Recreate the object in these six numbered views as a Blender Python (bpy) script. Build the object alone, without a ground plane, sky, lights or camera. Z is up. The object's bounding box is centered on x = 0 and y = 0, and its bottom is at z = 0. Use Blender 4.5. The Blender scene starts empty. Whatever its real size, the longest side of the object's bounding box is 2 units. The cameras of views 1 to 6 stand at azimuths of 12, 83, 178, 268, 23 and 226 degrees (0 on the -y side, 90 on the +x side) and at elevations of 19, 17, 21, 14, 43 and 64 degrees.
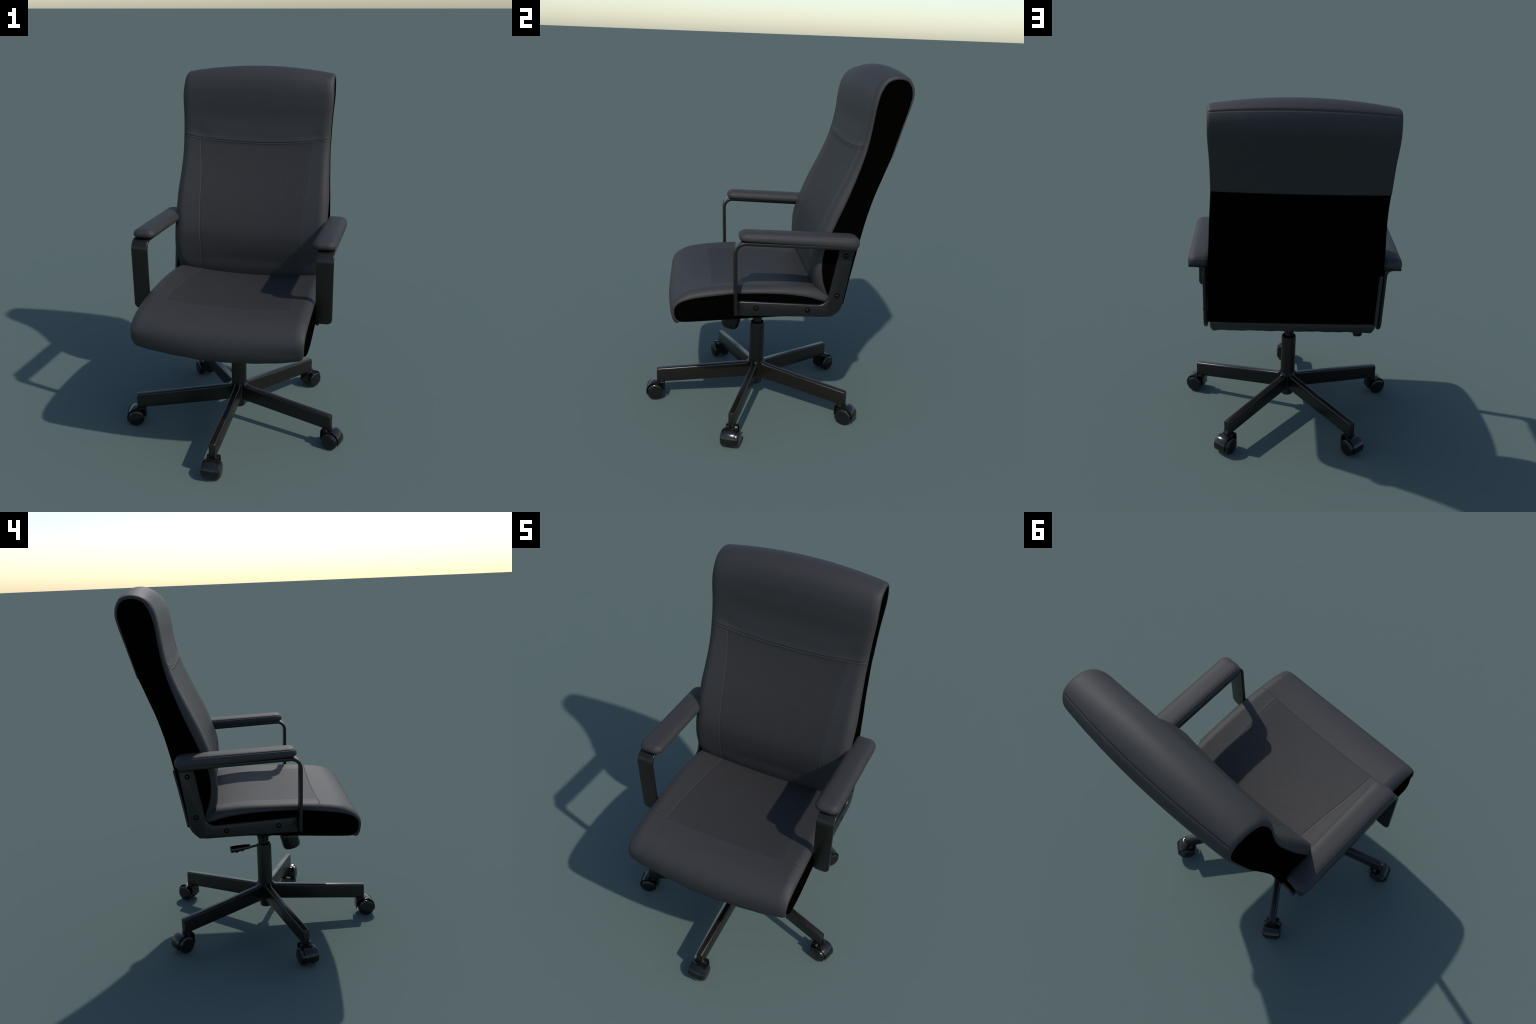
import bpy, bmesh, math, random
import numpy as np
from mathutils import Vector, Matrix

random.seed(7)

# ------------------------------------------------------------------ helpers
def hermite(xs, ys, q):
    """Smooth interpolation of control values ys(xs) at positions q."""
    xs = np.asarray(xs, float); ys = np.asarray(ys, float); q = np.asarray(q, float)
    h = np.diff(xs); d = np.diff(ys) / h
    m = np.zeros_like(ys); m[0] = d[0]; m[-1] = d[-1]
    for i in range(1, len(xs) - 1):
        m[i] = 0 if d[i-1] * d[i] <= 0 else (h[i] * d[i-1] + h[i-1] * d[i]) / (h[i] + h[i-1])
    i = np.clip(np.searchsorted(xs, q) - 1, 0, len(xs) - 2)
    t = np.clip((q - xs[i]) / h[i], 0, 1)
    return ((2*t**3 - 3*t**2 + 1) * ys[i] + (t**3 - 2*t**2 + t) * h[i] * m[i]
            + (-2*t**3 + 3*t**2) * ys[i+1] + (t**3 - t**2) * h[i] * m[i+1])

def catmull(pts, n=24):
    """Centripetal curve through 2D control points; returns dense points and their control parameter."""
    P = np.asarray(pts, float); N = len(P); out = []; par = []
    for i in range(N - 1):
        p1, p2 = P[i], P[i+1]
        p0 = P[i-1] if i > 0 else 2*p1 - p2
        p3 = P[i+2] if i + 2 < N else 2*p2 - p1
        d = np.linalg.norm
        t1 = max(d(p1-p0), 1e-6)**.5; t2 = t1 + max(d(p2-p1), 1e-6)**.5; t3 = t2 + max(d(p3-p2), 1e-6)**.5
        for k in range(n):
            t = t1 + (t2 - t1) * k / n
            a1 = (t1-t)/t1*p0 + t/t1*p1
            a2 = (t2-t)/(t2-t1)*p1 + (t-t1)/(t2-t1)*p2
            a3 = (t3-t)/(t3-t2)*p2 + (t-t2)/(t3-t2)*p3
            b1 = (t2-t)/t2*a1 + t/t2*a2
            b2 = (t3-t)/(t3-t1)*a2 + (t-t1)/(t3-t1)*a3
            out.append((t2-t)/(t2-t1)*b1 + (t-t1)/(t2-t1)*b2); par.append(i + k / n)
    out.append(P[-1]); par.append(N - 1)
    return np.array(out), np.array(par)

class Profile:
    """Side profile curve (y, z) with arc length, outward normal and per-control-point values."""
    def __init__(self, pts):
        self.p, self.par = catmull(pts)
        seg = np.linalg.norm(np.diff(self.p, axis=0), axis=1)
        self.u = np.concatenate([[0], np.cumsum(seg)]); self.length = self.u[-1]
        self.k = np.arange(len(pts))
    def at(self, u):
        return np.stack([np.interp(u, self.u, self.p[:, j]) for j in (0, 1)], -1)
    def control(self, u):
        return np.interp(u, self.u, self.par)
    def value(self, vals, u):
        return hermite(self.k, vals, self.control(u))
    def normal(self, u, e=.006):
        t = self.at(np.clip(u + e, 0, self.length)) - self.at(np.clip(u - e, 0, self.length))
        t /= np.linalg.norm(t, axis=-1, keepdims=True)
        return np.stack([-t[..., 1], t[..., 0]], -1)
    def find(self, control):
        return float(np.interp(control, self.par, self.u))

def new_object(name, mesh, mat, parent=None):
    ob = bpy.data.objects.new(name, mesh)
    bpy.context.scene.collection.objects.link(ob)
    if mat: 
        mesh.materials.clear(); mesh.materials.append(mat)
    if parent: ob.parent = parent
    return ob

def make_mesh(name, verts, faces, smooth=True, recalc=False):
    me = bpy.data.meshes.new(name)
    me.from_pydata([tuple(map(float, v)) for v in verts], [], [tuple(map(int, f)) for f in faces])
    me.update()
    if recalc:
        bm = bmesh.new(); bm.from_mesh(me)
        bmesh.ops.remove_doubles(bm, verts=bm.verts, dist=1e-5)
        bmesh.ops.recalc_face_normals(bm, faces=bm.faces); bm.to_mesh(me); bm.free()
    me.polygons.foreach_set('use_smooth', [smooth] * len(me.polygons))
    return me

def by_angle(me, deg=35):
    me.polygons.foreach_set('use_smooth', [True] * len(me.polygons))
    me.set_sharp_from_angle(angle=math.radians(deg))
    return me

def grid_faces(nr, nc, close=False, flip=False):
    F = []
    for i in range(nr - 1):
        for j in range(nc if close else nc - 1):
            k = (j + 1) % nc
            f = (i*nc + j, i*nc + k, (i+1)*nc + k, (i+1)*nc + j)
            F.append(f[::-1] if flip else f)
    return F

def loft(rings, cap=True):
    """Closed rings of equal length -> verts, faces."""
    n = len(rings[0]); V = [p for r in rings for p in r]; F = grid_faces(len(rings), n, close=True)
    if cap:
        F.append(tuple(range(n))[::-1]); F.append(tuple((len(rings)-1)*n + i for i in range(n)))
    return V, F

def lathe(profile, n=48, axis=Matrix.Identity(4)):
    """Spin (r, z) profile about z."""
    rings = [[axis @ Vector((r*math.cos(2*math.pi*i/n), r*math.sin(2*math.pi*i/n), z)) for i in range(n)] for r, z in profile]
    return loft(rings)

def rounded_rect(hx, hy, r, seg=6):
    r = min(r, hx - 1e-4, hy - 1e-4); P = []
    for cx, cy, a0 in ((hx-r, hy-r, 0), (-hx+r, hy-r, 90), (-hx+r, -hy+r, 180), (hx-r, -hy+r, 270)):
        for k in range(seg + 1):
            a = math.radians(a0 + 90*k/seg); P.append((cx + r*math.cos(a), cy + r*math.sin(a)))
    return P

def fillet_polygon(pts, radii, seg=8):
    """Round the corners of a 2D polygon, one radius per corner."""
    out = []; n = len(pts)
    for i in range(n):
        p = Vector(pts[i]); a = (Vector(pts[i-1]) - p); b = (Vector(pts[(i+1) % n]) - p); r = radii[i]
        if r <= 0: out.append(tuple(p)); continue
        ua, ub = a.normalized(), b.normalized(); ang = ua.angle(ub)
        dist = min(r / math.tan(ang/2), a.length*.49, b.length*.49); rr = dist * math.tan(ang/2)
        c = p + (ua + ub).normalized() * (rr / math.sin(ang/2))
        s, e = p + ua*dist - c, p + ub*dist - c; tot = s.angle(e)
        sgn = 1 if s.x*e.y - s.y*e.x > 0 else -1
        for k in range(seg + 1):
            t = sgn*tot*k/seg
            out.append((c.x + s.x*math.cos(t) - s.y*math.sin(t), c.y + s.x*math.sin(t) + s.y*math.cos(t)))
    return out

def bevelled(me, width, segments=3, angle=30):
    bm = bmesh.new(); bm.from_mesh(me)
    bmesh.ops.remove_doubles(bm, verts=bm.verts, dist=1e-6)
    bmesh.ops.recalc_face_normals(bm, faces=bm.faces)
    ed = [e for e in bm.edges if len(e.link_faces) == 2 and e.calc_face_angle(0) > math.radians(angle)]
    bmesh.ops.bevel(bm, geom=ed, offset=width, segments=segments, profile=.5, affect='EDGES', clamp_overlap=True)
    bm.to_mesh(me); bm.free()
    return by_angle(me, 40)

def split_surface(parts, verts, faces, regions, parent):
    """One smooth surface cut by region; every piece keeps the whole surface's normals.
    parts: list of (key, name, material)."""
    me = make_mesh('whole', verts, faces)
    normals = np.zeros(len(me.vertices)*3, 'f'); me.vertices.foreach_get('normal', normals)
    normals = normals.reshape(-1, 3); bpy.data.meshes.remove(me)
    regions = np.asarray(regions); out = {}
    for key, name, mat in parts:
        idx = np.nonzero(regions == key)[0]
        used = sorted({v for f in idx for v in faces[f]}); remap = {v: i for i, v in enumerate(used)}
        m = make_mesh(name, [verts[v] for v in used], [[remap[v] for v in faces[f]] for f in idx])
        m.normals_split_custom_set_from_vertices([tuple(map(float, normals[v])) for v in used])
        out[key] = new_object(name, m, mat, parent)
    return out

def tube(path, radius, n=12, flat=1.0):
    path = [Vector(p) for p in path]; rings = []
    up = Vector((0, 0, 1))
    for i, p in enumerate(path):
        t = (path[min(i+1, len(path)-1)] - path[max(i-1, 0)]).normalized()
        side = t.cross(up)
        if side.length < .2: side = t.cross(Vector((1, 0, 0)))
        side.normalize(); v = side.cross(t)
        rings.append([p + side*radius*math.cos(2*math.pi*k/n) + v*radius*flat*math.sin(2*math.pi*k/n) for k in range(n)])
    return loft(rings)

# ---------------------------------------------------------------- materials
def principled(name, rough, spec=.5):
    m = bpy.data.materials.new(name); m.use_nodes = True
    nt = m.node_tree; b = nt.nodes['Principled BSDF']
    b.inputs['Roughness'].default_value = rough
    b.inputs['Specular IOR Level'].default_value = spec
    return m, nt, b

def node(nt, kind, **kw):
    n = nt.nodes.new(kind)
    for k, v in kw.items(): setattr(n, k, v)
    return n

def math_node(nt, op, a, b=None):
    n = node(nt, 'ShaderNodeMath', operation=op)
    for i, v in enumerate((a, b)):
        if v is None: continue
        if isinstance(v, (int, float)): n.inputs[i].default_value = v
        else: nt.links.new(v, n.inputs[i])
    return n.outputs[0]

def tinted_noise(nt, b, coord, dark, light, scale, detail=3):
    """Base colour wandering a little between two tones; returns the colour socket."""
    nz = node(nt, 'ShaderNodeTexNoise'); nz.inputs['Scale'].default_value = scale; nz.inputs['Detail'].default_value = detail
    nt.links.new(coord, nz.inputs['Vector'])
    mx = node(nt, 'ShaderNodeMix', data_type='RGBA')
    mx.inputs['A'].default_value = (*dark, 1); mx.inputs['B'].default_value = (*light, 1)
    nt.links.new(nz.outputs['Fac'], mx.inputs['Factor'])
    return mx.outputs['Result']

LEATHER_DARK, LEATHER_LIGHT = (.0308, .0302, .0310), (.0352, .0344, .0352)

def leather(name, holes=None):
    m, nt, b = principled(name, .62 if not holes else .65, .34 if not holes else .28)
    tc = node(nt, 'ShaderNodeTexCoord'); co = tc.outputs['Object']
    tone = 1.0 if not holes else (.94 if holes[2] == 'Y' else 1.0)
    col = tinted_noise(nt, b, co, [c*tone for c in LEATHER_DARK], [c*tone for c in LEATHER_LIGHT], 14)
    grain = node(nt, 'ShaderNodeTexVoronoi', feature='DISTANCE_TO_EDGE'); grain.inputs['Scale'].default_value = 420
    nt.links.new(co, grain.inputs['Vector'])
    height = math_node(nt, 'MULTIPLY', math_node(nt, 'MINIMUM', grain.outputs['Distance'], .25), .6)
    if holes:
        # staggered punched holes: a square lattice turned by 45 degrees on the (x, second axis) plane
        pitch, radius, axis, stretch = holes
        sep = node(nt, 'ShaderNodeSeparateXYZ'); nt.links.new(co, sep.inputs[0])
        a = sep.outputs['X']; c = math_node(nt, 'MULTIPLY', sep.outputs[axis], stretch)
        k = 1 / (math.sqrt(2) * pitch)
        cell = []
        for op in ('ADD', 'SUBTRACT'):
            w = math_node(nt, 'MULTIPLY', math_node(nt, op, a, c), k)
            f = math_node(nt, 'SUBTRACT', math_node(nt, 'FRACT', math_node(nt, 'ADD', w, 50.0)), .5)
            cell.append(math_node(nt, 'MULTIPLY', f, f))
        dist = math_node(nt, 'SQRT', math_node(nt, 'ADD', cell[0], cell[1]))
        mr = node(nt, 'ShaderNodeMapRange'); mr.interpolation_type = 'SMOOTHSTEP'
        mr.inputs['From Min'].default_value = radius/pitch*.75; mr.inputs['From Max'].default_value = radius/pitch*1.25
        nt.links.new(dist, mr.inputs['Value'])
        mx = node(nt, 'ShaderNodeMix', data_type='RGBA'); mx.inputs['A'].default_value = (.006, .006, .007, 1)
        nt.links.new(col, mx.inputs['B']); nt.links.new(mr.outputs['Result'], mx.inputs['Factor'])
        col = mx.outputs['Result']
        height = math_node(nt, 'ADD', height, math_node(nt, 'MULTIPLY', mr.outputs['Result'], 1.0))
    nt.links.new(col, b.inputs['Base Color'])
    bp = node(nt, 'ShaderNodeBump'); bp.inputs['Strength'].default_value = .18; bp.inputs['Distance'].default_value = .001
    nt.links.new(height, bp.inputs['Height']); nt.links.new(bp.outputs['Normal'], b.inputs['Normal'])
    return m

def simple(name, dark, light, rough, spec=.5, scale=40, bump=0):
    m, nt, b = principled(name, rough, spec)
    co = node(nt, 'ShaderNodeTexCoord').outputs['Object']
    nt.links.new(tinted_noise(nt, b, co, dark, light, scale), b.inputs['Base Color'])
    if bump:
        nz = node(nt, 'ShaderNodeTexNoise'); nz.inputs['Scale'].default_value = 900
        nt.links.new(co, nz.inputs['Vector'])
        bp = node(nt, 'ShaderNodeBump'); bp.inputs['Strength'].default_value = bump; bp.inputs['Distance'].default_value = .0006
        nt.links.new(nz.outputs['Fac'], bp.inputs['Height']); nt.links.new(bp.outputs['Normal'], b.inputs['Normal'])
    return m

M_leather = leather('grey_leather')
M_seat_holes = leather('perforated_leather_flat', (.0102, .0017, 'Y', 1.0))
M_back_holes = leather('perforated_leather_upright', (.0102, .0017, 'Z', 1.08))
M_fabric = simple('black_fabric', (.0012, .0011, .0009), (.0019, .0017, .0013), 1.0, 0.0, 60)  # black tinted slightly brown to carry the sun's warm cast
M_metal = simple('black_lacquered_steel', (.0082, .0066, .0050), (.0104, .0083, .0062), .30, .5, 30, .0)  # base colour warmed to the brown the legs show in sunlight
M_frame = simple('dark_coated_steel', (.0065, .0065, .0062), (.0085, .0083, .0078), .34, .5, 30, .03)
M_plastic = simple('black_plastic', (.006, .0058, .0056), (.0082, .0078, .0074), .17, .5, 30)
M_dark = simple('near_black_ring', (.0004, .0004, .0004), (.0007, .0007, .0007), .7, .05)

# ------------------------------------------------------------------ the chair
chair = bpy.data.objects.new('office_chair', None)
bpy.context.scene.collection.objects.link(chair)
chair['label'] = 'high-back grey leather swivel office chair with armrests and five casters'
chair['category'] = 'office chair'

def columns(outer=26, inner=44):
    """Column positions 0..1 (edge..panel seam) then 1..2 (panel seam..centre), denser near edge and seam."""
    a = (1 - np.cos(np.linspace(0, np.pi, outer))) / 2
    b = 1 + np.linspace(0, 1, inner) ** 1.5
    half = np.concatenate([a, b[1:]])
    return half

def edge_round(dist, r):
    q = np.clip(dist / r, 0, 1)
    return np.sqrt(np.maximum(0, 1 - (1 - q)**2))

def rows_for(length, seams, step=.011):
    near = np.array([0, .0012, .0025, .004, .006, .0085])
    u = list(np.linspace(0, length, int(length/step)))
    for s in seams:
        u = [v for v in u if abs(v - s) > .0115] + [s + d for d in near] + [s - d for d in near[1:]]
    return np.array(sorted(v for v in u if 0 <= v <= length))

def groove(d, width, depth):
    return -depth * np.exp(-(d/width)**2)

def cushion_columns(w, xp):
    """x of every column, left edge to right edge, for half width w and panel seam at xp (arrays per row)."""
    half = columns(); n = len(half)
    xs = np.where(half[None, :] <= 1, w[:, None] - (w - xp)[:, None] * half[None, :], xp[:, None] * (2 - half[None, :]))
    return np.concatenate([-xs, xs[:, ::-1][:, 1:]], 1), n

def lean_left(V):
    """The upholstered back is a little fuller on its left (-x) side above the armrests."""
    V = np.array(V, float); z = V[:, 2]
    left = hermite([.7,.95,1.1,1.4,1.6,2.1], [0,0,0,0,.006,.006], z); right = hermite([.7,.95,1.1,2.1], [0,0,-.004,-.004], z)
    V[:, 0] *= 1 + np.where(V[:, 0] < 0, left, right)/.44
    return V

# ---- backrest -----------------------------------------------------------
back_edge = Profile([(.300,.778),(.263,.865),(.247,.93),(.243,.99),(.252,1.06),(.287,1.162),(.324,1.255),(.362,1.345),
                     (.400,1.445),(.430,1.535),(.450,1.616),(.466,1.72),(.478,1.815),(.498,1.885),(.530,1.930),(.580,1.947),
                     (.630,1.938),(.655,1.905),(.662,1.865),(.655,1.82),(.630,1.723),(.584,1.555)])
back_puff = [.046,.043,.034,.031,.036,.040,.042,.040,.033,.027,.022,.019,.021,.031,.044,.053,.047,.038,.033,.026,.019,.013]
back_arch = [0,0,0,0,0,0,0,0,0,0,0,0,.1,.4,.8,1,1,1,1,1,1,1]
WZ = [.70,.76,.82,.87,.98,1.25,1.40,1.55,1.70,1.85,1.93,2.05]
WX = [.432,.432,.437,.443,.452,.452,.443,.435,.437,.444,.443,.443]
half_width = lambda z: hermite(WZ, WX, z)
spread = [.001,.003] + [.006]*11 + [.004,.002,0,-.002,-.004,-.005,-.005,-.005,-.005]   # wider in front than behind
neck_u = back_edge.find(9.78)        # stitched seam under the headrest
crown_u = back_edge.find(16.35)      # seam behind the top of the head
back_panel_half = lambda z: hermite([.7,.82,.98,1.15,1.38,1.60,2.1], [.284,.287,.293,.304,.316,.335,.338], z)

def build_backrest():
    rows = rows_for(back_edge.length, [neck_u, crown_u])
    base = back_edge.at(rows); w = half_width(base[:, 1]) + back_edge.value(spread, rows)
    X, nh = cushion_columns(w, back_panel_half(base[:, 1])); nc = X.shape[1]
    S = X / w[:, None]
    sag = -.034 * np.exp(-((rows - neck_u)/.13)**2)           # neck seam sags towards the middle
    U = np.clip(rows[:, None] + sag[:, None] * (1 - S**2), 0, back_edge.length)
    YZ = back_edge.at(U); N = back_edge.normal(U)
    D = back_edge.value(back_puff, U); A = back_edge.value(back_arch, U)
    dist = w[:, None] - np.abs(X)
    lower = np.clip((neck_u + .05 - U)/.1, 0, 1)
    bottom = np.clip((.14 - U)/.10, 0, 1)
    front = edge_round(dist, .048 + .07*bottom) * (1 - (.12 + lower*.38)*(1 - bottom)*(1 - np.clip(np.abs(X)/.405, 0, 1)**2))
    arch = .26*edge_round(dist, .018) + .74*(1 - S**2)
    off = D * ((1-A)*front + A*arch)
    # stitching: neck seam with a puffed headrest roll above it, panel seams, crown seam
    r = rows[:, None] + 0*X
    dn = r - neck_u
    inner = np.clip(dist/.02, 0, 1)
    off += inner*(groove(dn - .003, .0022, .0020) + .0016*np.exp(-((dn+.0025)/.0030)**2) + .0016*np.exp(-((dn-.010)/.008)**2))
    off += inner*(groove(r - crown_u, .0024, .0030) + .0012*np.exp(-((r-crown_u+.010)/.008)**2))
    xp = back_panel_half(base[:, 1])[:, None]
    dp = np.abs(X) - xp
    on = (dn < -.001)
    off += on*(groove(dp, .0020, .0012) + .0004*np.exp(-((dp-.006)/.006)**2))
    # small tucks at both ends of the neck seam
    off += -.0035*np.exp(-((np.abs(X)-.345)/.045)**2 - ((dn-.035)/.03)**2) - .002*np.exp(-((np.abs(X)-.30)/.03)**2 - ((dn-.018)/.012)**2)
    # soft hollow of the leather just above the neck seam
    off += -.004*np.exp(-((r-neck_u-.10)/.07)**2)*(1 - S**2)
    Y = YZ[..., 0] + N[..., 0]*off; Z = YZ[..., 1] + N[..., 1]*off
    # lip that rolls inwards to the black side panel, and the folded lower hem of the back cover
    lipY = (YZ[:, 0, 0] - N[:, 0, 0]*.008)[:, None]; lipZ = (YZ[:, 0, 1] - N[:, 0, 1]*.008)[:, None]
    X = np.concatenate([X[:, [0]] + .005, X, X[:, [-1]] - .005], 1)
    Y = np.concatenate([lipY, Y, lipY], 1); Z = np.concatenate([lipZ, Z, lipZ], 1); nc += 2
    V = np.stack([X, Y, Z], -1)
    last = V[-1].copy(); hem = [last + np.array([0, -.004, -.004]), last + np.array([0, -.018, -.001])]
    V = np.concatenate([V, np.array(hem)], 0)
    rr = np.concatenate([rows, [rows[-1] + .01]*2])
    nr = V.shape[0]; F = grid_faces(nr, nc)
    pcol = (nh - 1 - (44 - 1)) + 1      # column of the left panel seam (after the lip column)
    region = []
    for i in range(nr - 1):
        mid = (rr[i] + rr[i+1]) / 2
        for j in range(nc - 1):
            if mid > crown_u: region.append('cover')
            elif mid > neck_u: region.append('head')
            elif j < pcol: region.append('left')
            elif j >= nc - 1 - pcol: region.append('right')
            else: region.append('panel')
    return V.reshape(-1, 3), F, region

# black inner body: side panels and lower back
back_rear = Profile([(.584,1.560),(.541,1.45),(.502,1.35),(.470,1.25),(.446,1.15),(.431,1.075),(.410,.97),(.388,.85),(.374,.765)])

def build_back_core():
    """Closed black body: front/top follow the leather edge a little inside it, the rear is the visible back panel."""
    uf = np.linspace(0, back_edge.length, 110)
    f = back_edge.at(uf) - back_edge.normal(uf)*.004
    rear = back_rear.at(np.linspace(0, back_rear.length, 60))
    loop = np.concatenate([f, rear[1:]]); n = len(loop)
    isrear = np.concatenate([np.zeros(len(f)), np.ones(len(rear)-1)])
    sx = np.linspace(-1, 1, 25); rings = []
    splay = np.concatenate([back_edge.value(spread, uf), np.interp(rear[1:, 1], [.7, 1.1, 1.3], [0, 0, -.005])])
    fade = np.concatenate([np.zeros(len(f)), hermite([0, .06, .8, 1], [0, 1, 1, .4], np.linspace(0, 1, 60))[1:]])
    for s in sx:
        w = half_width(loop[:, 1]) + splay - .001 + isrear*np.maximum(0, .4575 - half_width(loop[:, 1]))*np.clip((1.3 - loop[:, 1])/.2, 0, 1)
        bulge = (.012*(1 - s**4) + .028*np.exp(-(.44*s/.27)**2 - ((loop[:, 1]-1.25)/.17)**2))*fade
        rings.append(np.stack([w*s, loop[:, 0] + bulge, loop[:, 1]], -1))
    V = np.concatenate(rings); F = grid_faces(len(sx), n, close=True)
    reg = ['back' for _ in F]
    # side panels filled as strips between the front and rear runs of the loop
    for side, base in ((0, 0), (1, (len(sx)-1)*n)):
        a, b = 0, n - 1
        while b - a > 1:
            if (b - a) % 2: f3 = (base+a, base+a+1, base+b); a += 1
            else: f3 = (base+a, base+b-1, base+b); b -= 1
            F.append(f3 if side == 0 else f3[::-1]); reg.append('side')
    return V, F, reg

Vc, Fc, Rc = build_back_core(); Vc = lean_left(Vc)
side_faces = [f for f, r in zip(Fc, Rc) if r == 'side']; loop_faces = [f for f, r in zip(Fc, Rc) if r == 'back']
def sub_mesh(name, V, faces, flat=False):
    used = sorted({v for f in faces for v in f}); rm = {v: i for i, v in enumerate(used)}
    return make_mesh(name, [V[v] for v in used], [[rm[v] for v in f] for f in faces], smooth=not flat)
me = sub_mesh('backrest', Vc, loop_faces)
backrest = new_object('backrest', me, M_fabric, chair)
half = len(side_faces)//2
for fs in (side_faces[:half], side_faces[half:]):
    new_object('side_panel', sub_mesh('side_panel', Vc, fs, True), M_fabric, backrest)

Vb, Fb, Rb = build_backrest(); Vb = lean_left(Vb)
split_surface([('head', 'headrest', M_leather), ('panel', 'perforated_panel', M_back_holes), ('left', 'side_bolster', M_leather),
               ('right', 'side_bolster', M_leather), ('cover', 'back_cover', M_leather)], Vb, Fb, Rb, backrest)

# ---- seat ----------------------------------------------------------------
seat_pts_edge = [(.325,.762),(.278,.780),(.188,.807),(.074,.824),(-.06,.831),(-.211,.829),(-.287,.822),(-.38,.811),(-.432,.802),
                 (-.490,.784),(-.516,.765),(-.528,.742),(-.528,.705),(-.521,.685),(-.511,.674)]
seat_pts_mid  = [(.325,.795),(.270,.808),(.185,.819),(.075,.828),(-.06,.831),(-.215,.830),(-.320,.826),(-.40,.820),(-.450,.811),
                 (-.502,.790),(-.532,.765),(-.550,.733),(-.558,.690),(-.554,.650),(-.541,.619)]
seat_crest = [.018,.024,.028,.028,.026,.025,.022,.018,.015,.010,.006,.003,.0,.0,.0]
seat_edge = Profile(seat_pts_edge)
seat_seam_u = seat_edge.find(6.0)
seat_half = lambda c: hermite([0,2,5,6.5,9,12,14], [.444,.452,.457,.457,.456,.453,.448], c)

def build_seat():
    rows = rows_for(seat_edge.length, [seat_seam_u]); c = seat_edge.control(rows)
    w = seat_half(c); y0 = seat_edge.at(rows)[:, 0]
    xp = hermite([-.6,-.30,.23,.4], [.335,.333,.287,.28], y0)
    X, nh = cushion_columns(w, xp); nc = X.shape[1]; S = X / w[:, None]
    E = seat_edge.at(rows); N = -seat_edge.normal(rows)
    N = np.where((N[:, [1]] < 0) & (E[:, [0]] > -.5), -N, N)
    if N[len(rows)//3, 1] < 0: N = -N
    k = np.arange(len(seat_pts_mid)); mid = np.array(seat_pts_mid)
    Mx = np.stack([hermite(k, mid[:, 0], c), hermite(k, mid[:, 1], c)], -1)
    crest = hermite(k, seat_crest, c)[:, None]
    dist = w[:, None] - np.abs(X)
    rnd = edge_round(dist, .055)
    front = np.clip((c - 8)/4, 0, 1)[:, None]
    g = (1-front)*rnd + front*(.28*edge_round(dist, .022) + .72*(1 - S**2))
    lift = crest*rnd*np.clip(np.abs(X)/.38, 0, 1.08)**2
    r = rows[:, None] + 0*X; ds = r - seat_seam_u
    inner = np.clip(dist/.02, 0, 1)
    lift = lift + inner*(groove(ds, .0020, .0018) + .0006*np.exp(-((ds-.008)/.006)**2))
    dp = np.abs(X) - xp[:, None]
    lift = lift + (ds < -.001)*(groove(dp, .0020, .0012) + .0004*np.exp(-((dp-.006)/.006)**2))
    # gentle unevenness of the lower front hem
    hem = np.clip((c - 12)/2, 0, 1)[:, None]
    lift = lift + hem*.002*np.sin(X*31 + .6)*np.sin(X*13)
    Y = E[:, [0]] + (Mx - E)[:, [0]]*g + N[:, [0]]*lift
    Z = E[:, [1]] + (Mx - E)[:, [1]]*g + N[:, [1]]*lift
    lipY = (E[:, 0] - N[:, 0]*.008)[:, None]; lipZ = (E[:, 1] - N[:, 1]*.008)[:, None]
    X = np.concatenate([X[:, [0]] + .005, X, X[:, [-1]] - .005], 1)
    Y = np.concatenate([lipY, Y, lipY], 1); Z = np.concatenate([lipZ, Z, lipZ], 1); nc += 2
    V = np.stack([X, Y, Z], -1)
    last = V[-1].copy()
    V = np.concatenate([V, [last + [0, .010, -.001], last + [0, .03, .008]]], 0)
    rr = np.concatenate([rows, [rows[-1] + .01]*2]); nr = V.shape[0]
    F = grid_faces(nr, nc, flip=True)
    pcol = (nh - 1 - (44 - 1)) + 1; region = []
    for i in range(nr - 1):
        m = (rr[i] + rr[i+1])/2
        for j in range(nc - 1):
            if m > seat_seam_u: region.append('front')
            elif j < pcol: region.append('left')
            elif j >= nc - 1 - pcol: region.append('right')
            else: region.append('panel')
    return V.reshape(-1, 3), F, region

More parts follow.
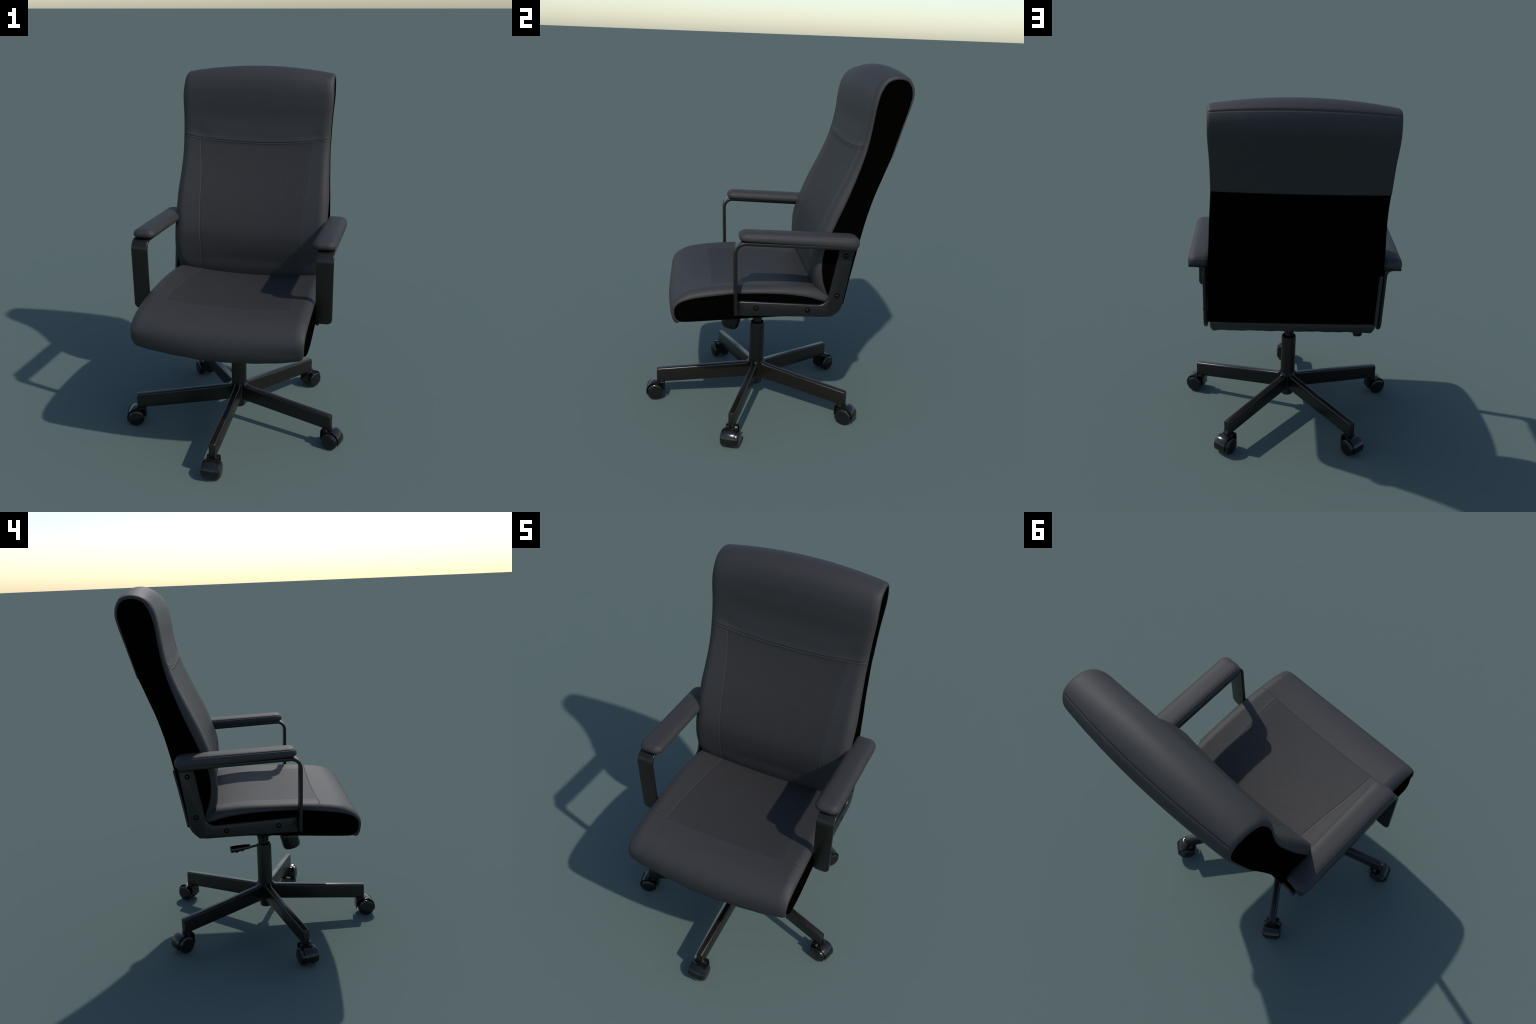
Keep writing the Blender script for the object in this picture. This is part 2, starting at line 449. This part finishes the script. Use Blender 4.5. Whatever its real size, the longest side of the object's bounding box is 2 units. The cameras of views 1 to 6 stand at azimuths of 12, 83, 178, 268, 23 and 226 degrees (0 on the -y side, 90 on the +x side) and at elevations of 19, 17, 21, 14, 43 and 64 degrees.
def build_seat_core():
    top = seat_edge.at(np.linspace(0, seat_edge.length, 70)); nrm = seat_edge.normal(np.linspace(0, seat_edge.length, 70))
    sgn = 1 if nrm[25, 1] < 0 else -1
    top = top + sgn*nrm*.005
    bottom = np.array([(-.49,.672),(-.46,.673),(-.42,.675),(-.36,.678),(-.29,.681),(-.22,.684),(-.11,.689),(.02,.695),(.12,.698),(.24,.704),(.325,.715)])
    loop = np.concatenate([top, bottom]); n = len(loop); sx = np.linspace(-1, 1, 21); rings = []
    ys = loop[:, 0]
    under = np.concatenate([np.linspace(0, 0, 60), np.linspace(0, 1, 10), np.ones(len(bottom))])
    belly = -.046*hermite([-.6,-.5,-.2,.15,.4], [1,1,.75,.25,0], ys)*under
    c = seat_edge.control(np.linspace(0, seat_edge.length, 70)); w = np.concatenate([seat_half(c), np.full(len(bottom), .452)]) - .001
    flare = np.concatenate([np.zeros(70), np.interp(-bottom[:, 0], [-.3,.05,.13,.22,.38,.46,.50,.52], [0,0,.002,.006,.012,.011,.006,.0])])
    for s in sx:
        rings.append(np.stack([w*s + flare*s**3*(1.6 if s < 0 else 1.0), loop[:, 0], loop[:, 1] + belly*(1 - s**2)], -1))
    V = np.concatenate(rings); F = grid_faces(len(sx), n, close=True)
    sides = []
    for side, base in ((0, 0), (1, (len(sx)-1)*n)):
        a, b = 0, n - 1
        while b - a > 1:
            pa, pb = loop[a+1], loop[b-1]
            da = np.linalg.norm(loop[a+1]-loop[b]); db = np.linalg.norm(loop[a]-loop[b-1])
            if da < db: f3 = (base+a, base+a+1, base+b); a += 1
            else: f3 = (base+a, base+b-1, base+b); b -= 1
            sides.append(f3 if side == 0 else f3[::-1])
    return V, F, sides

Vs, Fs, side2 = build_seat_core()
seat = new_object('seat', by_angle(sub_mesh('seat', Vs, Fs), 40), M_fabric, chair)
for part in (side2[:len(side2)//2], side2[len(side2)//2:]):
    new_object('side_panel', sub_mesh('side_panel', Vs, part, True), M_fabric, seat)
Vq, Fq, Rq = build_seat()
split_surface([('front', 'front_border', M_leather), ('panel', 'perforated_panel', M_seat_holes),
               ('left', 'side_bolster', M_leather), ('right', 'side_bolster', M_leather)], Vq, Fq, Rq, seat)

# leather band across the rear of the seat, under the black back panel, with a slightly wavy hem
def build_rear_band():
    xs = np.linspace(-.447, .447, 90); rings = []
    for x in xs:
        wob = .0011*math.sin(x*37) + .0009*math.sin(x*83 + 1) - .004*math.exp(-((abs(x)-.435)/.02)**2)
        t = 1 - .5*max(0, (abs(x) - .435)/.012)
        r = [(.296, .696), (.306, .689 + wob), (.320, .689 + wob), (.340, .706 + wob), (.360, .728 + wob), (.3715, .745), (.3750, .752), (.3735, .756),
             (.3765, .761), (.3765, .766), (.371, .771), (.36, .771), (.33, .76)]
        rings.append([(x, .35 + (y - .35)*t, .74 + (z - .74)*t) for y, z in r])
    V, F = loft(rings); return make_mesh('rear_band', V, F, recalc=True)
new_object('rear_band', build_rear_band(), M_leather, seat)

# upturned leather hem beside the lower back panel
def build_hem(sign):
    zs = np.linspace(1.072, .762, 40); rings = []
    for z in zs:
        y = float(np.interp(-z, [-1.56,-1.45,-1.35,-1.25,-1.15,-1.075,-.97,-.85,-.765], [.584,.541,.502,.47,.446,.431,.410,.388,.374]))
        c = [(.438, .002), (.446, .008), (.452, .010), (.4555, .004), (.456, -.006), (.452, -.018), (.44, -.018)]
        rings.append([(sign*x, y + dy, z) for x, dy in c])
    V, F = loft(rings); return make_mesh('back_hem', V, F, recalc=True)
new_object('back_hem', build_hem(-1), M_leather, backrest)

# ---- armrests --------------------------------------------------------------
def pad_mesh():
    hx, y0, y1 = .0635, -.199, .424; hy = (y1 - y0)/2; cy = (y0 + y1)/2
    prof = [(.022,.000),(.012,.0015),(.005,.007),(.001,.017),(.000,.029),(.0015,.040),(.0045,.049),(.0075,.0535),(.0092,.0535),(.0105,.0575),(.016,.0625),(.024,.0665),(.034,.0690),(.045,.070),(.054,.0703)]
    rings = []
    for ins, h in prof:
        ring = []
        for x, y in rounded_rect(hx - ins, hy - ins*.9, max(.040 - ins*.7, .004), 8):
            yy = cy + y
            base = 1.1345 - (yy + .18)*.047
            rear = max(0, (yy - .30)/.12); front = max(0, (-.13 - yy)/.07)
            k = .66 + .07*max(0, min(1, (yy - .22)/.1)) + .05*math.cos((yy - .11)/.62*2*math.pi + math.pi)*.6 + .05*min(1, (yy + .2)/.6) - .10*rear**2.2 - .05*front**2
            outer = max(0, min(1, (x/hx - .2)/.6)) * max(0, min(1, (yy + .15)/.15)) * max(0, 1 - h/.032)
            ring.append((x + .4935 + .004*outer, yy, base + h*k - .009*outer))
        rings.append(ring)
    V, F = loft(rings); me = make_mesh('armrest', V, F, recalc=True); return by_angle(me, 60)

def extrude_plate(poly, x0, x1, name, bevel):
    V = [(x0, y, z) for y, z in poly] + [(x1, y, z) for y, z in poly]; n = len(poly)
    F = [tuple(range(n)), tuple(range(2*n - 1, n - 1, -1))] + [(i, (i+1) % n, n + (i+1) % n, n + i) for i in range(n)]
    me = make_mesh(name, V, F, recalc=True); return bevelled(me, bevel, 3, 50)

bracket_poly = fillet_polygon([(-.199,.7125),(-.199,.795),(.278,.769),(.330,1.075),(.331,1.097),(.413,1.093),(.410,1.065),(.353,.699)],
                              [0,0,.050,0,0,0,0,.085], 16)

def mirror(me, name):
    m = me.copy(); m.name = name
    m.transform(Matrix.Diagonal((-1, 1, 1, 1))); m.flip_normals(); return m

def flare_mesh():
    """Fillet where the bracket turns outwards under the pad."""
    rings = []
    for y, zt in ((.334, 1.0955), (.405, 1.092)):
        arc = [(.4825 + .028*(1 - math.cos(a)), zt - .028*(1 - math.sin(a))) for a in np.linspace(0, math.pi/2, 9)]
        rings.append([(x, y, z) for x, z in arc] + [(.512, y, zt + .004), (.470, y, zt + .004), (.470, y, zt - .028)])
    V, F = loft(rings); return by_angle(make_mesh('arm_fillet', V, F, recalc=True), 40)

def strap_full():
    bm = bmesh.new()
    for m in (strap_mesh(), flare_mesh()):
        bm.from_mesh(m)
    me = bpy.data.meshes.new('arm_strap'); bm.to_mesh(me); bm.free(); return by_angle(me, 45)

def strap_mesh():
    """Flat steel strap: up in front with a rounded foot, bent back under the pad."""
    path = fillet_polygon([(-.2075,.7335),(-.2185,1.1265),(.402,1.0995)], [0,.050,0], 14)
    foot = [path[0]] + [tuple(Vector(path[0]).lerp(Vector(path[1]), .026*(1 - math.cos(a))/.393)) for a in np.linspace(.25, math.pi/2, 8)]
    path = foot + path[1:]
    th = .0085; rings = []; n = len(path); tip = Vector(path[0])
    for i, p in enumerate(path):
        a = Vector(path[max(i-1, 0)]); b = Vector(path[min(i+1, n-1)]); t = (b - a).normalized(); nn = Vector((-t.y, t.x))
        h = min(.026, (Vector(p) - tip).length); hx = .0455 - .026 + math.sqrt(max(0, .026**2 - (.026 - h)**2))
        rings.append([(.508 + x, p[0] + nn.x*d, p[1] + nn.y*d) for x, d in rounded_rect(hx, th, .0045, 4)])
    V, F = loft(rings); return by_angle(make_mesh('arm_strap_main', V, F, recalc=True), 50)

pad_m = pad_mesh(); strap_m = strap_full(); plate_m = extrude_plate(bracket_poly, .4615, .4825, 'side_bracket', .0078)

def screw_mesh():
    """Flat near-black disc standing slightly proud of the plate, axis along +x."""
    R = Matrix.Rotation(math.pi/2, 4, 'Y')
    V, F = lathe([(.0001,-.004),(.0138,-.004),(.0138,.0006),(.0130,.0011),(.0001,.0011)], 28, R); n0 = len(V)
    ring = make_mesh('screw', V, F, recalc=True)
    return by_angle(ring, 35)
def screw_head_mesh():
    R = Matrix.Rotation(math.pi/2, 4, 'Y')
    V, F = lathe([(.0084,-.001),(.0083,.0018),(.0074,.0036),(.0058,.0046),(.0042,.0048),(.0036,.0030),(.0001,.0026)], 24, R)
    return by_angle(make_mesh('screw_head', V, F, recalc=True), 40)
screw_m, head_m = screw_mesh(), screw_head_mesh()
screw_m.materials.append(M_dark); head_m.materials.append(M_plastic)
SCREWS = [(.365,1.043),(.332,.822),(.177,.7415),(-.098,.755)]
for sgn in (1, -1):
    f = (lambda m, nm: m) if sgn > 0 else mirror
    arm = new_object('armrest', f(pad_m, 'armrest'), M_leather, chair)
    new_object('arm_strap', f(strap_m, 'arm_strap'), M_metal, arm)
    plate = new_object('side_bracket', f(plate_m, 'side_bracket'), M_frame, chair)
    for y, z in SCREWS:
        for m, nm, dx in ((screw_m, 'screw', 0), (head_m, 'screw_head', 0)):
            o = bpy.data.objects.new(nm, m); bpy.context.scene.collection.objects.link(o); o.parent = plate
            o.location = (sgn*(.4826 + dx), y, z)
            if sgn < 0: o.rotation_euler = (0, 0, math.pi)

# ---- column, hub, mechanism -------------------------------------------------
CY = -.0345
def placed(V, dy=CY): return [(v[0], v[1] + dy, v[2]) for v in V]
V, F = lathe([(.030,.2155),(.0405,.2155),(.0435,.2185),(.0435,.478),(.0425,.4835),(.040,.4855),(.037,.484),(.036,.476),(.034,.452),(.010,.450)], 56)
column = new_object('column', by_angle(make_mesh('column', placed(V), F, recalc=True), 35), M_metal, chair)
V, F = lathe([(.012,.088),(.030,.0865),(.0345,.089),(.0365,.094),(.0365,.2145),(.0385,.222),(.010,.222)], 48)
new_object('hub', by_angle(make_mesh('hub', placed(V), F, recalc=True), 35), M_metal, column)
V, F = lathe([(.020,.450),(.0265,.452),(.0265,.503),(.0295,.504),(.0305,.526),(.043,.536),(.046,.560),(.010,.560)], 40)
new_object('gas_lift', by_angle(make_mesh('gas_lift', placed(V), F, recalc=True), 35), M_plastic, column)

def box_mesh(name, x0, x1, y0, y1, z0, z1, bevel):
    V = [(x, y, z) for z in (z0, z1) for x, y in ((x0, y0), (x1, y0), (x1, y1), (x0, y1))]
    F = [(3,2,1,0),(4,5,6,7),(0,1,5,4),(1,2,6,5),(2,3,7,6),(3,0,4,7)]
    return bevelled(make_mesh(name, V, F, recalc=True), bevel, 3, 30)
def mount_mesh():
    rings = []
    for z, hx, y0, y1 in ((.541,.042,-.080,.008),(.552,.046,-.095,.014),(.560,.066,-.115,.028),(.588,.074,-.215,.036),(.596,.092,-.220,.046),(.690,.096,-.235,.052)):
        rings.append([(x, (y0+y1)/2 + y, z) for x, y in rounded_rect(hx, (y1-y0)/2, .018, 5)])
    V, F = loft(rings); return by_angle(make_mesh('tilt_mechanism', V, F, recalc=True), 30)
mech = new_object('tilt_mechanism', mount_mesh(), M_frame, chair)
# tension knob, ribbed, tilted forward
def knob_mesh():
    n = 64; T = Matrix.Translation((0, -.183, .535)) @ Matrix.Rotation(math.radians(-14.5), 4, 'X')
    rings = []
    for r, z in [(.030,.03),(.046,.012),(.052,.004),(.0535,-.004),(.0535,-.060),(.0515,-.074),(.047,-.081),(.038,-.084),(.002,-.085)]:
        ring = []
        for i in range(n):
            a = 2*math.pi*i/n
            k = 1 - .030*(0.5 + .5*math.cos(a*16))**3 if r > .045 else 1
            ring.append(T @ Vector((r*k*math.cos(a), r*k*math.sin(a), z)))
        rings.append(ring)
    V, F = loft(rings); return by_angle(make_mesh('tension_knob', V, F, recalc=True), 30)
new_object('tension_knob', knob_mesh(), M_plastic, mech)
# height lever: rod out of the mechanism, bent down and back, with a finger-grip paddle
rod = [(-.04,.006,.598),(-.20,.006,.604),(-.36,.005,.616),(-.378,.004,.621),(-.385,.007,.620),(-.386,.014,.617),(-.386,.03,.613),(-.386,.075,.604)]
V, F = tube(rod, .0062, 12)
lever = new_object('height_lever', by_angle(make_mesh('height_lever', V, F, recalc=True), 60), M_metal, mech)
def paddle_mesh():
    rings = []; ys = np.linspace(.056, .166, 34)
    for i, y in enumerate(ys):
        t = (y - .056)/.110
        hw = hermite([0,.06,.5,.8,.95,1], [.009,.014,.025,.027,.020,.007], t)
        top = .623 - .008*t**2 ; th = hermite([0,.2,.6,.9,1], [.022,.025,.034,.034,.020], t)
        wav = .0028*math.sin(t*math.pi*2*3.4)*min(1, 3*t)*(t < .97)
        zc = top - th/2
        rings.append([(-.386 + hw*math.copysign(abs(math.cos(a))**.7, math.cos(a)), y, zc + (th/2)*math.copysign(abs(math.sin(a))**.7, math.sin(a)) - (wav if math.sin(a) < -.3 else 0)) for a in np.linspace(0, 2*math.pi, 20, endpoint=False)])
    V, F = loft(rings); return by_angle(make_mesh('lever_grip', V, F, recalc=True), 50)
new_object('lever_grip', paddle_mesh(), M_plastic, mech)

# ---- five-star base -----------------------------------------------------------
def leg_mesh():
    rings = []
    st = [(.030,.138,.2435,.0185),(.043,.1335,.2430,.0185),(.049,.131,.2370,.0185),(.055,.130,.2290,.0185),(.061,.130,.2258,.0185),(.30,.1175,.2090,.0185),(.5935,.1020,.1905,.0185),(.5970,.1035,.1888,.0172),(.5985,.1060,.1860,.0150)]
    for r, zb, zt, hw in st:
        hz = (zt - zb)/2; zc = (zt + zb)/2
        ring = []
        for x, z in rounded_rect(hw, hz, .0095, 6): ring.append((r, x, zc + z))
        rings.append(ring)
    V, F = loft(rings); return by_angle(make_mesh('leg', V, F, recalc=True), 28)

WC = (.6075, .0478)          # wheel centre: distance from the hub axis, height
def hood_mesh():
    """Arched caster hood: inner wall, flat top round the pivot, arch outwards over the wheels."""
    half = .034; cx, cz = WC
    outer = fillet_polygon([(.5475,.040),(.5500,.1000),(.5560,.1060),(.600,.1075)], [0,.004,.006,.02], 4)
    outer += [(cx + .0545*math.cos(t) + .0005, cz + .0575*math.sin(t)) for t in np.radians(np.linspace(86, 6, 22))]
    outer += [(.6622,.046),(.6610,.036),(.6585,.029)]
    innr = []
    for x, z in outer:
        d = Vector((x - cx, z - cz)); innr.append((cx + d.x*(1 - .0040/d.length), cz + d.y*(1 - .0040/d.length)))
    innr[0] = (outer[0][0] + .004, outer[0][1]); innr[-1] = (outer[-1][0] - .0035, outer[-1][1])
    poly = outer + innr[::-1]; n = len(poly); m = len(outer)
    V = [(x, -half, z) for x, z in poly] + [(x, half, z) for x, z in poly]
    F = []
    for i in range(n): F.append((i, (i+1) % n, n + (i+1) % n, n + i))
    for i in range(m - 1):
        F.append((i, i+1, n-2-i, n-1-i)[::-1]); F.append((n+i, n+i+1, n+n-2-i, n+n-1-i))
    me = make_mesh('caster', V, F, recalc=True); bevelled(me, .0018, 2, 40)
    bm = bmesh.new(); bm.from_mesh(me)
    # web between the wheels
    web = [(.5505,.045),(.553,.100),(.560,.1035)] + [(WC[0] + .0525*math.cos(t), WC[1] + .0550*math.sin(t)) for t in np.radians(np.linspace(92, -20, 24))]
    wv = [(x, -.013, z) for x, z in web] + [(x, .013, z) for x, z in web]; k = len(web)
    wm = make_mesh('web', wv, [tuple(range(k)), tuple(range(2*k-1, k-1, -1))] + [(i, (i+1) % k, k+(i+1) % k, k+i) for i in range(k)], recalc=True)
    bm.from_mesh(wm)
    # pivot collar
    V2, F2 = lathe([(.002,.098),(.0200,.099),(.0200,.1085),(.0185,.1095),(.0125,.1095),(.0110,.1095),(.0110,.122),(.002,.122)], 32, Matrix.Translation((.574, 0, 0)))
    bm.from_mesh(by_angle(make_mesh('collar', V2, F2, recalc=True), 40))
    out = bpy.data.meshes.new('caster'); bm.to_mesh(out); bm.free(); return by_angle(out, 38)
def wheel_mesh():
    R = Matrix.Rotation(-math.pi/2, 4, 'X')
    V, F = lathe([(.004,.0175),(.043,.0175),(.0460,.0190),(.0478,.0220),(.0478,.0400),(.0464,.0448),(.0430,.0476),(.0392,.0486),(.0385,.0505),(.030,.0518),(.015,.0525),(.001,.0527)], 56, R)
    V = [Vector((v[0] + WC[0], v[1], v[2] + WC[1])) for v in V]
    return by_angle(make_mesh('wheel', V, F, recalc=True), 30)
leg_m, hood_m, wheel_m = leg_mesh(), hood_mesh(), wheel_mesh()
wheel_l = mirror(wheel_m, 'wheel'); wheel_l.transform(Matrix.Rotation(math.pi, 4, 'Z'))   # same centre, other side of the hood
for k in range(5):
    ang = math.radians(-90 + 72*k)
    M = Matrix.Translation((0, CY, 0)) @ Matrix.Rotation(ang, 4, 'Z')
    leg = new_object('leg', leg_m, M_metal, chair) if k == 0 else leg.copy()
    if k: bpy.context.scene.collection.objects.link(leg)
    leg.matrix_basis = M
    cas = new_object('caster', hood_m, M_plastic, chair)
    cas.matrix_basis = M
    for m in (wheel_m, wheel_l):
        new_object('wheel', m, M_plastic, cas)
